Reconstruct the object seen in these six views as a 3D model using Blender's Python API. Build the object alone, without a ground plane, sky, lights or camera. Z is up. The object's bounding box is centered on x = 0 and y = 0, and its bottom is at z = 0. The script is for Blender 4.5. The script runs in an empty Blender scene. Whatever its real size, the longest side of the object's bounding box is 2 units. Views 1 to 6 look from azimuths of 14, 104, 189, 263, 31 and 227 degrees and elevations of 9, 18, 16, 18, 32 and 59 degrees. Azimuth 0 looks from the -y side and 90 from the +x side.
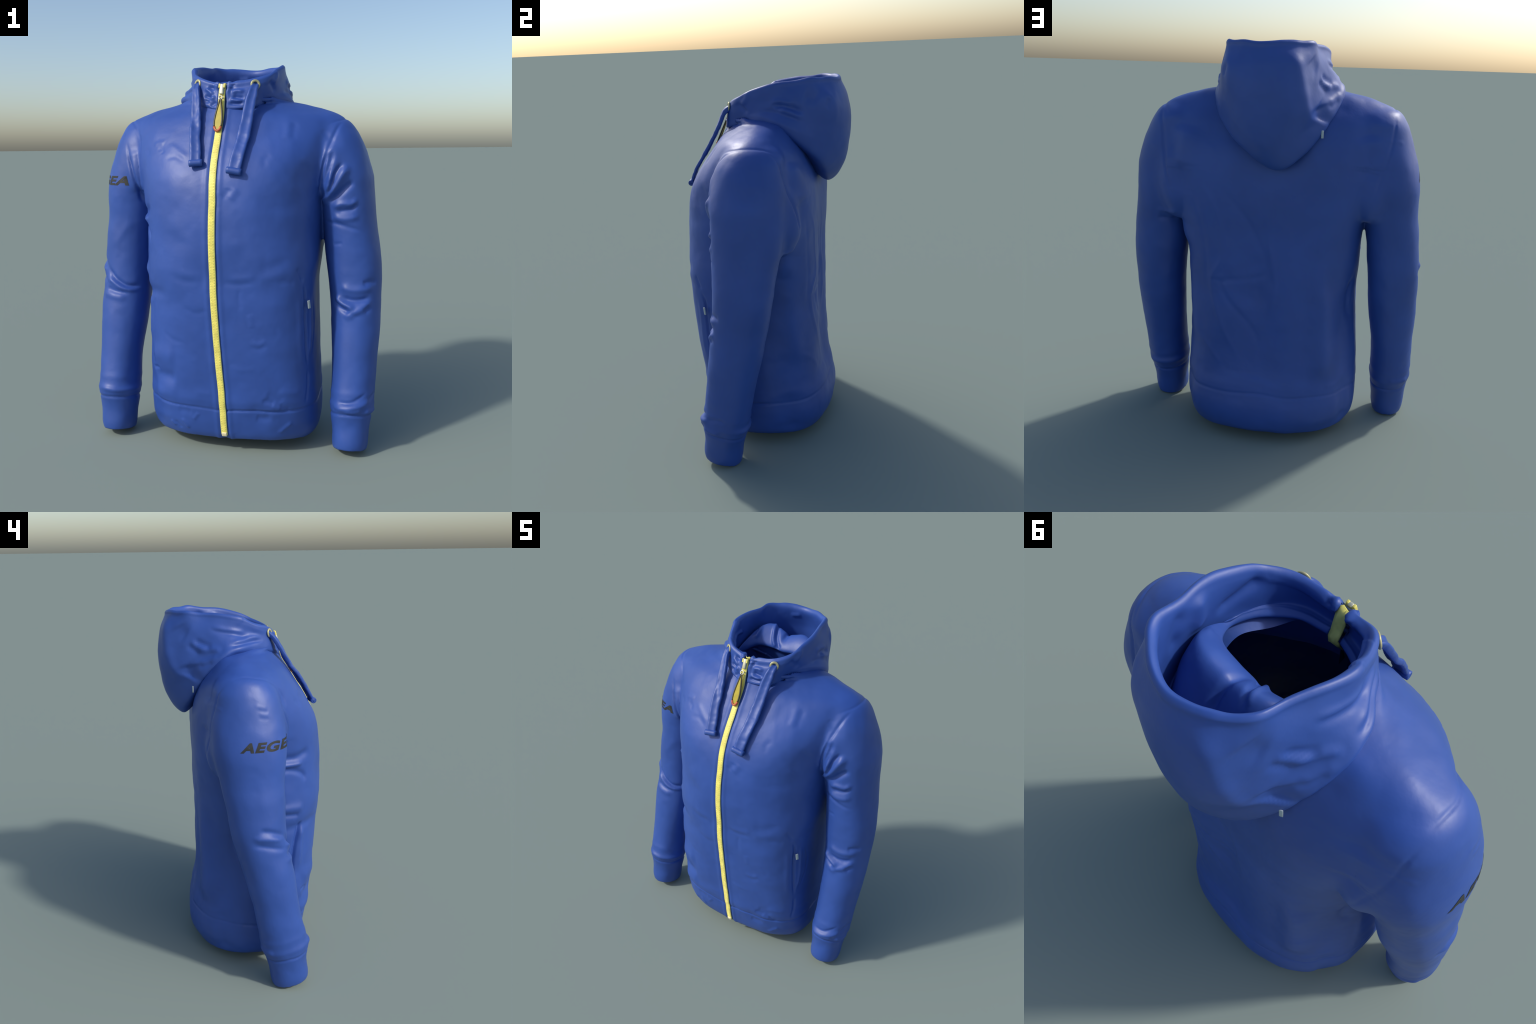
"""Blue zip hoodie, standing as if worn: torso and sleeves from lofted sections,
hood from a family of loop curves, folds pressed into the cloth along strokes,
zip, pull, eyelets, drawstrings, pocket pulls, neck tag and sleeve lettering as parts."""
import bpy, bmesh, math, random
import numpy as np
from mathutils import Vector, Matrix
from mathutils.bvhtree import BVHTree

random.seed(7)
rng = np.random.default_rng(7)

# ------------------------------------------------------------------ helpers
def spline(ts, P, t):
    """Non-uniform Catmull-Rom through P (n,k) at knots ts, sampled at t."""
    ts = np.asarray(ts, float); P = np.asarray(P, float); t = np.asarray(t, float)
    if P.ndim == 1:
        P = P[:, None]
    d = np.diff(P, axis=0) / np.diff(ts)[:, None]
    m = np.empty_like(P)
    h = np.diff(ts)[:, None]
    m[1:-1] = (d[:-1] * h[1:] + d[1:] * h[:-1]) / (h[1:] + h[:-1])
    m[0], m[-1] = d[0], d[-1]
    i = np.clip(np.searchsorted(ts, t, side="right") - 1, 0, len(ts) - 2)
    hh = (ts[i + 1] - ts[i])[:, None]
    s = ((t - ts[i])[:, None]) / hh
    return ((2 * s**3 - 3 * s**2 + 1) * P[i] + (s**3 - 2 * s**2 + s) * hh * m[i]
            + (-2 * s**3 + 3 * s**2) * P[i + 1] + (s**3 - s**2) * hh * m[i + 1])


def arc_knots(P):
    d = np.sqrt(np.linalg.norm(np.diff(np.asarray(P, float), axis=0), axis=1)) + 1e-6
    return np.concatenate([[0], np.cumsum(d)])


def smoothstep(a, b, x):
    t = np.clip((x - a) / (b - a), 0, 1)
    return t * t * (3 - 2 * t)


def mesh_object(name, verts, faces, smooth=True):
    me = bpy.data.meshes.new(name)
    me.from_pydata([tuple(v) for v in np.asarray(verts, float)], [], [tuple(f) for f in faces])
    me.update()
    me.polygons.foreach_set("use_smooth", [smooth] * len(me.polygons))
    ob = bpy.data.objects.new(name, me)
    bpy.context.scene.collection.objects.link(ob)
    return ob


def grid_faces(nu, nv, close_u=False, close_v=False):
    f = []
    for i in range(nu if close_u else nu - 1):
        for j in range(nv if close_v else nv - 1):
            a, b = i * nv + j, ((i + 1) % nu) * nv + j
            c, d = ((i + 1) % nu) * nv + (j + 1) % nv, i * nv + (j + 1) % nv
            f.append((a, b, c, d))
    return f


def coords(me):
    v = np.empty(len(me.vertices) * 3)
    me.vertices.foreach_get("co", v)
    return v.reshape(-1, 3)


def vertex_normals(me):
    v = np.empty(len(me.vertices) * 3)
    me.vertex_normals.foreach_get("vector", v)
    return v.reshape(-1, 3)


def set_coords(me, v):
    me.vertices.foreach_set("co", np.ascontiguousarray(v, dtype=np.float32).ravel())
    me.update()


def value_noise(p, scale, seed):
    """Smooth lattice noise in -1..1 on points p."""
    q = p * scale + seed * 17.31
    i = np.floor(q).astype(np.int64)
    f = q - i
    f = f * f * (3 - 2 * f)
    def h(a):
        n = a[:, 0] * 374761393 + a[:, 1] * 668265263 + a[:, 2] * 2147483647 + seed * 1442695
        n = (n ^ (n >> 13)) * 1274126177
        n = (n ^ (n >> 16)) & 0xFFFF
        return n / 32767.5 - 1.0
    out = 0
    for dx in (0, 1):
        for dy in (0, 1):
            for dz in (0, 1):
                w = (f[:, 0] if dx else 1 - f[:, 0]) * (f[:, 1] if dy else 1 - f[:, 1]) * (f[:, 2] if dz else 1 - f[:, 2])
                out = out + w * h(i + np.array([dx, dy, dz]))
    return out


def stroke(v, n, pts, width, height, facing=None, taper=0.25, snap=None):
    """Height field of one fold: a soft ridge (height>0) or groove (<0) along a curve."""
    P = np.asarray(pts, float)
    k = arc_knots(P) if len(P) > 1 else [0]
    C = spline(k, P, np.linspace(0, k[-1], 24))
    if snap is not None:
        near = [snap.find_nearest(Vector(c)) for c in C]
        C = np.array([tuple(q[0]) for q in near]); CN = np.array([tuple(q[1]) for q in near])
    lo, hi = C.min(0) - 3 * width, C.max(0) + 3 * width
    sel = np.where(((v > lo) & (v < hi)).all(1))[0]
    out = np.zeros(len(v))
    if not len(sel):
        return out
    q = v[sel]
    best = np.full(len(sel), 1e9); at = np.zeros(len(sel))
    for a in range(len(C) - 1):
        e = C[a + 1] - C[a]
        s = np.clip(((q - C[a]) @ e) / max(e @ e, 1e-12), 0, 1)
        dist = np.linalg.norm(q - C[a] - s[:, None] * e, axis=1)
        m = dist < best
        best[m] = dist[m]; at[m] = (a + s[m]) / (len(C) - 1)
    end = smoothstep(0, taper, at) * smoothstep(0, taper, 1 - at) if taper > 0 else 1.0
    g = height * np.exp(-(best / width) ** 2) * end
    if facing is None and snap is not None:
        k = np.clip((at * (len(C) - 1)).astype(int), 0, len(C) - 1)
        g = g * smoothstep(-.1, .45, (n[sel] * CN[k]).sum(1))
    if facing is not None:
        fv = np.asarray(facing, float); fv /= np.linalg.norm(fv)
        g = g * smoothstep(-0.1, 0.35, n[sel] @ fv)
    out[sel] = g
    return out

# ------------------------------------------------------------------ materials
def new_material(name):
    m = bpy.data.materials.new(name)
    m.use_nodes = True
    return m, m.node_tree.nodes, m.node_tree.links, m.node_tree.nodes["Principled BSDF"]


def cloth_material(name, base, spread=0.08, rough=0.47, weave=True, spec=0.5):
    m, N, L, b = new_material(name)
    tc = N.new("ShaderNodeTexCoord")
    big = N.new("ShaderNodeTexNoise"); big.inputs["Scale"].default_value = 5.0; big.inputs["Detail"].default_value = 5
    L.new(tc.outputs["Object"], big.inputs["Vector"])
    ramp = N.new("ShaderNodeValToRGB")
    lo = [c * (1 - spread) for c in base]; hi = [min(1, c * (1 + spread)) for c in base]
    ramp.color_ramp.elements[0].color = (*lo, 1); ramp.color_ramp.elements[0].position = 0.3
    ramp.color_ramp.elements[1].color = (*hi, 1); ramp.color_ramp.elements[1].position = 0.7
    L.new(big.outputs["Fac"], ramp.inputs["Fac"])
    L.new(ramp.outputs["Color"], b.inputs["Base Color"])
    b.inputs["Roughness"].default_value = rough
    b.inputs["Specular IOR Level"].default_value = spec
    if weave:
        fine = N.new("ShaderNodeTexNoise"); fine.inputs["Scale"].default_value = 60.0; fine.inputs["Detail"].default_value = 3
        L.new(tc.outputs["Object"], fine.inputs["Vector"])
        bump = N.new("ShaderNodeBump"); bump.inputs["Strength"].default_value = 0.05; bump.inputs["Distance"].default_value = 0.01
        L.new(fine.outputs["Fac"], bump.inputs["Height"])
        L.new(bump.outputs["Normal"], b.inputs["Normal"])
    return m


def plain_material(name, base, rough=0.4, metal=0.0, vary=0.12, scale=30.0):
    m, N, L, b = new_material(name)
    tc = N.new("ShaderNodeTexCoord")
    no = N.new("ShaderNodeTexNoise"); no.inputs["Scale"].default_value = scale
    L.new(tc.outputs["Object"], no.inputs["Vector"])
    ramp = N.new("ShaderNodeValToRGB")
    ramp.color_ramp.elements[0].color = (*[c * (1 - vary) for c in base], 1)
    ramp.color_ramp.elements[1].color = (*[min(1, c * (1 + vary)) for c in base], 1)
    ramp.color_ramp.elements[0].position = 0.35; ramp.color_ramp.elements[1].position = 0.65
    L.new(no.outputs["Fac"], ramp.inputs["Fac"])
    L.new(ramp.outputs["Color"], b.inputs["Base Color"])
    b.inputs["Roughness"].default_value = rough
    b.inputs["Metallic"].default_value = metal
    return m

BLUE = (0.0275, 0.076, 0.318)
M_CLOTH = cloth_material("blue_cloth", BLUE)
M_RIB = cloth_material("blue_rib_knit", [c * 0.97 for c in BLUE], rough=0.44)
M_CORD = cloth_material("blue_drawstring", [c * 0.97 for c in BLUE], rough=0.46)
M_TAPE = plain_material("zip_tape_pale_green", (0.74, 0.68, 0.17), 0.5)
M_EDGE = plain_material("zip_edge_dark_teal", (0.05, 0.09, 0.18), 0.5)
M_TEETH = plain_material("zip_teeth_yellow", (0.85, 0.74, 0.17), 0.4, vary=0.12, scale=22)
M_STOP = plain_material("zip_stop_cream", (0.75, 0.66, 0.42), 0.4)
M_SILVER = plain_material("silver_metal", (0.62, 0.60, 0.45), 0.35, 0.5)
M_BRASS = plain_material("eyelet_metal", (0.42, 0.40, 0.22), 0.45, 0.3)
M_PULL = plain_material("pull_yellow", (0.42, 0.33, 0.012), 0.35)
M_PULLEDGE = plain_material("pull_dark_edge", (0.06, 0.055, 0.02), 0.4)
M_RED = plain_material("pull_red_end", (0.48, 0.11, 0.035), 0.35)
M_PALE = plain_material("pale_plastic", (0.36, 0.42, 0.44), 0.4)
M_INK = plain_material("black_print", (0.022, 0.023, 0.022), 0.5, vary=0.3)
M_HOLE = plain_material("dark_blue_hollow", (0.02, 0.045, 0.18), 0.6)

root = bpy.data.objects.new("hooded_jacket", None)
bpy.context.scene.collection.objects.link(root)
root["label"] = "royal blue zip hoodie standing upright with yellow zipper"
root["category"] = "jacket"


def add_part(ob, parent=None, mat=None):
    ob.parent = parent or root
    if mat is not None:
        ob.data.materials.clear()
        ob.data.materials.append(mat)
    return ob

# ------------------------------------------------------------------ body: torso + sleeves
# torso sections: z, half width, x centre, front y, back y, y of widest point,
# squareness of the left front, right front and back, depth of the hollow along the spine
TORSO = np.array([
    (0.056, .428, -.005, -.318, .312, -.01, 2.9, 2.8, 2.5, .000),
    (0.084, .448, -.005, -.332, .336, -.01, 3.0, 2.8, 2.3, .000),
    (0.140, .459, -.005, -.346, .350, -.01, 3.2, 3.1, 2.5, .002),
    (0.200, .461, -.005, -.356, .352, -.01, 3.3, 3.1, 2.5, .004),
    (0.260, .458, -.005, -.366, .343, -.02, 3.4, 3.1, 2.45, .008),
    (0.300, .456, -.005, -.374, .336, -.02, 3.5, 3.1, 2.4, .014),
    (0.390, .455, -.005, -.386, .322, -.03, 3.6, 3.0, 2.3, .026),
    (0.500, .449, -.002, -.400, .316, -.04, 3.6, 3.0, 2.3, .034),
    (0.650, .441, .001, -.416, .312, -.05, 3.6, 2.9, 2.4, .036),
    (0.780, .437, .001, -.428, .308, -.05, 3.6, 2.8, 2.5, .034),
    (0.900, .442, -.003, -.438, .306, -.05, 3.5, 2.8, 2.7, .031),
    (1.000, .449, .001, -.447, .302, -.04, 3.1, 2.7, 2.9, .026),
    (1.120, .456, -.001, -.452, .300, -.02, 2.6, 2.5, 3.2, .018),
    (1.250, .466, -.005, -.447, .301, .00, 2.5, 2.5, 3.8, .012),
    (1.400, .482, -.005, -.418, .301, .03, 2.7, 2.7, 4.0, .018),
    (1.500, .500, -.005, -.371, .290, .03, 2.7, 2.7, 3.6, .026),
    (1.580, .525, -.008, -.320, .268, .03, 2.5, 2.5, 3.0, .028),
    (1.650, .566, -.010, -.274, .238, .03, 2.1, 2.1, 2.5, .022),
    (1.700, .572, -.010, -.240, .205, .03, 1.75, 1.75, 2.2, .010),
    (1.738, .500, -.010, -.217, .185, .04, 1.45, 1.45, 2.0, .0),
    (1.760, .430, -.010, -.204, .172, .04, 1.35, 1.4, 2.0, .0),
    (1.780, .330, -.010, -.196, .160, .03, 1.4, 1.5, 2.0, .0),
    (1.800, .240, -.010, -.192, .150, .00, 2.0, 2.0, 2.0, .0),
    (1.815, .150, -.010, -.120, .100, .00, 2.0, 2.0, 2.0, .0)])

# sleeve sections: z, x centre, half width x, y centre, half depth y
SLEEVE_L = np.array([
    (-.000, .628, .084, -.176, .098),
    (0.030, .629, .091, -.173, .103),
    (0.110, .630, .096, -.162, .104),
    (0.160, .630, .102, -.156, .112),
    (0.210, .632, .108, -.150, .124),
    (0.340, .637, .110, -.126, .127),
    (0.500, .639, .116, -.096, .134),
    (0.680, .638, .127, -.060, .142),
    (0.860, .630, .135, -.030, .149),
    (1.040, .614, .142, -.010, .160),
    (1.200, .593, .138, .006, .178),
    (1.320, .575, .146, .013, .188),
    (1.420, .554, .158, .015, .192),
    (1.500, .532, .157, .016, .186),
    (1.580, .507, .150, .018, .174),
    (1.640, .482, .142, .030, .158),
    (1.690, .454, .126, .033, .115),
    (1.712, .430, .090, .035, .070)])
SLEEVE_R = SLEEVE_L.copy()
SLEEVE_R[:, 1] *= -1
SLEEVE_R[0:5, 1] = (-.650, -.650, -.650, -.650, -.652)
SLEEVE_R[5:10, 1] = (-.652, -.646, -.636, -.626, -.612)
SLEEVE_R[8:10, 2] = (.131, .134)
SLEEVE_R[10:12, 1] = (-.590, -.578)
SLEEVE_R[14:18, 1] -= (.008, .016, .020, .024)
SLEEVE_R[15:18, 0] += (.004, .008, .008)
SLEEVE_R[:8, 3] -= .012
SLEEVE_R[6:11, 4] -= .008


def super_loop(xc, a, yc, yf, yb, nl, nr, nb, count, lean=0):
    """Superellipse with its own squareness in the left front, right front and back."""
    th = np.linspace(0, 2 * np.pi, count, endpoint=False)
    c, s = np.cos(th), np.sin(th)
    wl = smoothstep(-.5, .5, c)
    n = np.where(s < 0, nl * wl + nr * (1 - wl), nb + lean * (.5 * wl - .35))
    k = smoothstep(0, .25, np.abs(s))
    n = n * k + (1 - k) * (nl * wl + nr * (1 - wl) + nb) / 2
    x = xc + a * np.sign(c) * np.abs(c) ** (2 / n)
    y = yc + np.where(s < 0, (yc - yf), (yb - yc)) * np.sign(s) * np.abs(s) ** (2 / n)
    return x, y, th


def loft_torso(rows=150, count=220):
    k = arc_knots(TORSO[:, [0, 1, 3]])
    T = spline(k, TORSO, np.linspace(0, k[-1], rows))
    V = []
    for z, a, xc, yf, yb, yc, nl, nr, nb, spine in T:
        x, y, th = super_loop(xc, a, yc, yf, yb, nl, nr, nb, count, (.7 + .3 * smoothstep(.45, .6, z)) * (1 - smoothstep(1.5, 1.65, z)))
        y = y - spine * np.exp(-((x - .02) / np.interp(z, [1.0, 1.5], [.12, .22])) ** 2) * (np.sin(th) > 0)
        low = 1 - smoothstep(.10, .34, z)
        zz = z + low * (.016 * smoothstep(.2, 1, -np.sin(th)) - .006 * smoothstep(.2, 1, np.sin(th)))
        V.append(np.stack([x, y, zz], 1))
    V = np.concatenate(V)
    F = grid_faces(rows, count, close_v=True)
    F.append(tuple(range(count)))
    F.append(tuple(range((rows - 1) * count, rows * count))[::-1])
    return V, F


def loft_sleeve(S, rows=140, count=72):
    k = arc_knots(S[:, [0, 1, 3]])
    T = spline(k, S, np.linspace(0, k[-1], rows))
    V = []
    for z, xc, a, yc, b in T:
        x, y, th = super_loop(xc, a, yc, yc - b, yc + b, 2.15, 2.15, 2.15, count)
        tilt = .020 * (1 - smoothstep(.10, .45, z))        # cuff stands square to the forward-leaning arm
        V.append(np.stack([x, y, z + tilt * (1 - (y - yc) / b)], 1))
    V = np.concatenate(V)
    F = grid_faces(rows, count, close_v=True)
    F.append(tuple(range(count)))
    F.append(tuple(range((rows - 1) * count, rows * count))[::-1])
    return V, F


def join_meshes(name, parts):
    V, F, off = [], [], 0
    for v, f in parts:
        V.append(v); F += [tuple(i + off for i in q) for q in f]; off += len(v)
    return mesh_object(name, np.concatenate(V), F)


def fix_normals(me):
    bm = bmesh.new(); bm.from_mesh(me)
    bmesh.ops.recalc_face_normals(bm, faces=bm.faces)
    bm.to_mesh(me); bm.free()


def apply_modifiers(ob):
    dg = bpy.context.evaluated_depsgraph_get()
    me = bpy.data.meshes.new_from_object(ob.evaluated_get(dg))
    old = ob.data
    ob.modifiers.clear()
    ob.data = me
    bpy.data.meshes.remove(old)


VOXEL = 0.0062


def bridge(c, r):
    """Soft lens of cloth that spans the crease between sleeve and torso."""
    a, b = np.meshgrid(np.linspace(0, math.pi, 20), np.linspace(0, 2 * math.pi, 32, endpoint=False), indexing="ij")
    V = np.stack([c[0] + r[0] * np.sin(a) * np.cos(b), c[1] + r[1] * np.sin(a) * np.sin(b), c[2] + r[2] * np.cos(a)], -1)
    return V.reshape(-1, 3), grid_faces(20, 32, close_v=True)

body = join_meshes("body", [loft_torso(), loft_sleeve(SLEEVE_L), loft_sleeve(SLEEVE_R),
                            bridge((.480, .145, 1.33), (.095, .115, .19)), bridge((-.487, .135, 1.32), (.085, .10, .16)),
                            bridge((.505, -.095, 1.43), (.085, .095, .14)), bridge((-.505, -.095, 1.43), (.085, .095, .14))])
fix_normals(body.data)
mod = body.modifiers.new("remesh", "REMESH"); mod.mode = "VOXEL"; mod.voxel_size = VOXEL; mod.use_smooth_shade = True
apply_modifiers(body)


def relax(me, times, weight=None):
    """Laplacian smoothing, weighted per vertex."""
    v = coords(me)
    e = np.empty(len(me.edges) * 2, dtype=np.int64)
    me.edges.foreach_get("vertices", e)
    e = e.reshape(-1, 2)
    deg = np.bincount(e.ravel(), minlength=len(v)).astype(float)[:, None]
    for k in range(times):
        acc = np.zeros_like(v)
        for c in range(3):
            acc[:, c] = np.bincount(e[:, 0], v[e[:, 1], c], len(v)) + np.bincount(e[:, 1], v[e[:, 0], c], len(v))
        step = acc / deg - v
        # Taubin pair keeps the volume
        lam = 0.6 if k % 2 == 0 else -0.56
        v = v + lam * step * (1 if weight is None else weight[:, None])
    set_coords(me, v)

v0 = coords(body.data)
# plain smoothing blends the shoulder (where sleeve head runs into the torso), Taubin elsewhere
relax(body.data, 16)


def blend(me, times, weight):
    v = coords(me)
    e = np.empty(len(me.edges) * 2, dtype=np.int64)
    me.edges.foreach_get("vertices", e)
    e = e.reshape(-1, 2)
    deg = np.bincount(e.ravel(), minlength=len(v)).astype(float)[:, None]
    for k in range(times):
        acc = np.zeros_like(v)
        for c in range(3):
            acc[:, c] = np.bincount(e[:, 0], v[e[:, 1], c], len(v)) + np.bincount(e[:, 1], v[e[:, 0], c], len(v))
        v = v + 0.5 * (acc / deg - v) * weight[:, None]
    set_coords(me, v)

v = coords(body.data)
w = smoothstep(1.22, 1.40, v[:, 2]) * smoothstep(.34, .42, np.abs(v[:, 0])) * (1 - smoothstep(.58, .66, np.abs(v[:, 0])))
blend(body.data, 40, w)
v = coords(body.data)
w = (smoothstep(1.02, 1.16, v[:, 2]) * (1 - smoothstep(1.55, 1.65, v[:, 2])) * smoothstep(.34, .42, np.abs(v[:, 0]))
     * (1 - smoothstep(.56, .64, np.abs(v[:, 0]))) * smoothstep(.02, .10, v[:, 1]))
blend(body.data, 70, w)

# --- folds pressed into the cloth --------------------------------------
v = coords(body.data); n = vertex_normals(body.data)
h = np.zeros(len(v))
FRONT, BACK, LEFT, RIGHT = (0, -1, 0), (0, 1, 0), (1, 0, 0), (-1, 0, 0)
snap_tree = BVHTree.FromPolygons([tuple(x) for x in v], [tuple(p.vertices) for p in body.data.polygons])


def fold(pts, width, height, facing=None, taper=0.25):
    global h
    h = h + stroke(v, n, pts, width, height, facing, taper, snap_tree)

# broad fullness of the flanks, shoulder blades and front shoulders
fold([(-.31, .22, .30), (-.31, .22, .55), (-.31, .23, .88)], .065, .024)
fold([(.43, .19, 1.36), (.435, .16, 1.18), (.42, .14, .98)], .06, .018)
fold([(.41, .16, 1.0), (.385, .18, .75), (.36, .20, .45)], .06, .015)
fold([(.41, .22, 1.62), (.42, .22, 1.50), (.43, .22, 1.38)], .07, .016)
fold([(-.46, .18, 1.60), (-.47, .18, 1.50), (-.47, .18, 1.40)], .06, .014)
fold([(-.28, .25, .32), (-.28, .25, .65), (-.28, .26, 1.02)], .05, .018)
fold([(.41, .17, .06), (.41, .17, .20), (.41, .17, .34)], .06, -.015)
fold([(-.41, .16, .06), (-.41, .16, .20), (-.41, .16, .36)], .05, -.014)
fold([(-.39, -.26, .06), (-.39, -.27, .20), (-.39, -.28, .45)], .06, -.011)
fold([(.10, -.21, 1.74), (.16, -.16, 1.752), (.24, -.09, 1.76)], .04, -.003)
fold([(.06, .27, 1.02), (.06, .27, .85), (.06, .27, .70)], .06, -.008)
fold([(.515, -.12, 1.58), (.50, -.16, 1.45), (.48, -.17, 1.31)], .045, .019)
fold([(-.515, -.12, 1.56), (-.50, -.16, 1.45), (-.48, -.17, 1.31)], .045, .015)
# right flank in front: drags from the armpit, waist tuck, pocket mouth
fold([(-.465, -.15, 1.205), (-.44, -.24, 1.20), (-.40, -.31, 1.20)], .015, .012)
fold([(-.465, -.15, 1.24), (-.43, -.26, 1.235), (-.37, -.35, 1.27)], .025, -.013)
fold([(-.465, -.15, 1.175), (-.44, -.24, 1.165), (-.40, -.31, 1.13), (-.39, -.33, 1.08)], .016, -.008)
fold([(-.46, -.15, .95), (-.43, -.25, .945), (-.39, -.31, .94)], .024, .009)
fold([(-.46, -.15, .915), (-.43, -.25, .905), (-.41, -.28, .90)], .014, -.007)
fold([(-.405, -.30, .86), (-.42, -.265, .75), (-.425, -.24, .60), (-.42, -.235, .47)], .011, -.017, None, .12)
# cloth folds of the body
# armhole seams
fold([(0.561, -0.038, 1.684), (0.539, -0.115, 1.642), (0.512, -0.163, 1.569), (0.487, -0.194, 1.491), (0.471, -0.195, 1.411), (0.455, -0.147, 1.308)], .009, -.006)
fold([(-0.568, -0.135, 1.598), (-0.530, -0.189, 1.480), (-0.495, -0.189, 1.361), (-0.487, -0.129, 1.262)], .008, -.006)
fold([(-0.577, 0.111, 1.691), (-0.575, 0.046, 1.708), (-0.568, -0.035, 1.699), (-0.506, -0.125, 1.653), (-0.471, -0.177, 1.577), (-0.470, -0.194, 1.507)], .008, -.003)
fold([(0.476, -0.130, 1.653), (0.554, -0.039, 1.687), (0.566, 0.045, 1.695), (0.540, 0.134, 1.678), (0.499, 0.187, 1.625)], .008, -.003)
fold([(0.554, 0.115, 1.682), (0.543, 0.182, 1.600), (0.522, 0.222, 1.447), (0.494, 0.253, 1.325), (0.459, 0.247, 1.228)], .008, -.006)
fold([(-0.588, 0.106, 1.686), (-0.582, 0.155, 1.647), (-0.574, 0.182, 1.559), (-0.554, 0.205, 1.469), (-0.520, 0.222, 1.347), (-0.475, 0.216, 1.241)], .008, -.004)
fold([(0.501, -0.185, 1.530), (0.487, -0.196, 1.484), (0.472, -0.196, 1.411), (0.456, -0.150, 1.315)], .011, -.010)
fold([(-0.549, -0.167, 1.530), (-0.520, -0.198, 1.446), (-0.494, -0.174, 1.343), (-0.483, -0.122, 1.257)], .011, -.010)
# left sleeve folds at the armpit
fold([(0.524, -0.173, 1.549), (0.517, -0.196, 1.491), (0.493, -0.202, 1.412), (0.465, -0.144, 1.321)], .014, -.016)
fold([(0.460, -0.118, 1.278), (0.494, -0.159, 1.326), (0.514, -0.197, 1.392), (0.521, -0.200, 1.445)], .010, .012)
fold([(0.463, -0.107, 1.264), (0.522, -0.169, 1.330), (0.569, -0.179, 1.414), (0.606, -0.159, 1.476)], .020, .020)
fold([(0.489, -0.150, 1.315), (0.517, -0.189, 1.365), (0.546, -0.186, 1.438), (0.580, -0.168, 1.483)], .010, -.010)
fold([(0.492, -0.139, 1.274), (0.549, -0.172, 1.321), (0.602, -0.171, 1.367), (0.634, -0.159, 1.390)], .016, -.013)
fold([(0.521, -0.158, 1.255), (0.570, -0.171, 1.277), (0.623, -0.165, 1.280), (0.648, -0.153, 1.310)], .014, .010)
fold([(0.536, -0.162, 1.239), (0.584, -0.171, 1.244), (0.623, -0.166, 1.254), (0.645, -0.156, 1.283)], .011, -.009)
fold([(0.521, -0.152, 1.217), (0.584, -0.171, 1.203), (0.662, -0.149, 1.219)], .016, .008)
fold([(0.476, -0.095, 1.190), (0.564, -0.168, 1.175), (0.677, -0.147, 1.141)], .010, -.005)
fold([(0.528, -0.144, 1.074), (0.579, -0.167, 1.083)], .008, -.003)
# left sleeve elbow
fold([(0.546, -0.151, 0.822), (0.569, -0.171, 0.788), (0.615, -0.188, 0.766), (0.643, -0.192, 0.751)], .014, 0.0132)
fold([(0.565, -0.166, 0.812), (0.625, -0.183, 0.799), (0.678, -0.176, 0.801), (0.723, -0.148, 0.811)], .014, -0.0114)
fold([(0.560, -0.160, 0.863), (0.637, -0.177, 0.849), (0.735, -0.129, 0.860)], .018, 0.0088)
fold([(0.676, -0.168, 0.880), (0.708, -0.151, 0.887), (0.746, -0.108, 0.888)], .014, -0.0070)
fold([(0.530, -0.132, 0.788), (0.577, -0.180, 0.752), (0.626, -0.194, 0.740)], .013, -0.0088)
fold([(0.586, -0.189, 0.705), (0.640, -0.195, 0.738), (0.686, -0.179, 0.764), (0.723, -0.149, 0.801)], .018, 0.0106)
fold([(0.686, -0.184, 0.741), (0.718, -0.159, 0.771)], .016, -0.0070)
fold([(0.548, -0.154, 0.789), (0.618, -0.194, 0.735), (0.682, -0.190, 0.712)], .012, -0.0035)
# left sleeve gathers above the cuff
fold([(0.542, -0.225, 0.256), (0.608, -0.272, 0.260), (0.679, -0.262, 0.279), (0.738, -0.183, 0.305)], .014, .010)
fold([(0.563, -0.243, 0.288), (0.639, -0.267, 0.295), (0.715, -0.218, 0.342)], .009, -.006)
fold([(0.599, -0.270, 0.246), (0.656, -0.272, 0.249), (0.695, -0.255, 0.259)], .010, .006)
fold([(0.702, -0.249, 0.250), (0.728, -0.211, 0.237), (0.743, -0.143, 0.237)], .014, .010)
fold([(0.707, -0.237, 0.288), (0.744, -0.165, 0.314), (0.745, -0.103, 0.301)], .012, -.007)
fold([(0.733, -0.082, 0.238), (0.628, -0.019, 0.237), (0.522, -0.121, 0.258)], .016, .008)
# right sleeve
fold([(-0.706, -0.146, 0.868), (-0.667, -0.169, 0.846), (-0.597, -0.178, 0.808), (-0.521, -0.127, 0.800)], .014, 0.0106)
fold([(-0.704, -0.135, 0.933), (-0.652, -0.170, 0.865), (-0.578, -0.170, 0.821), (-0.512, -0.110, 0.819)], .013, -0.0114)
fold([(-0.703, -0.158, 0.810), (-0.654, -0.181, 0.795), (-0.564, -0.170, 0.782)], .013, -0.0070)
fold([(-0.727, -0.144, 0.780), (-0.662, -0.186, 0.768), (-0.579, -0.182, 0.753)], .018, 0.0053)
fold([(-0.666, -0.153, 1.024), (-0.592, -0.161, 1.115), (-0.537, -0.151, 1.185)], .022, 0.0026)
fold([(-0.751, -0.004, 0.964), (-0.745, -0.070, 0.952), (-0.692, -0.149, 0.907)], .015, -0.0079)
fold([(-0.748, 0.029, 0.926), (-0.752, -0.053, 0.917), (-0.707, -0.140, 0.895)], .016, 0.0088)
fold([(-0.749, 0.030, 0.891), (-0.751, -0.069, 0.870), (-0.700, -0.154, 0.837)], .014, -0.0070)
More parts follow.
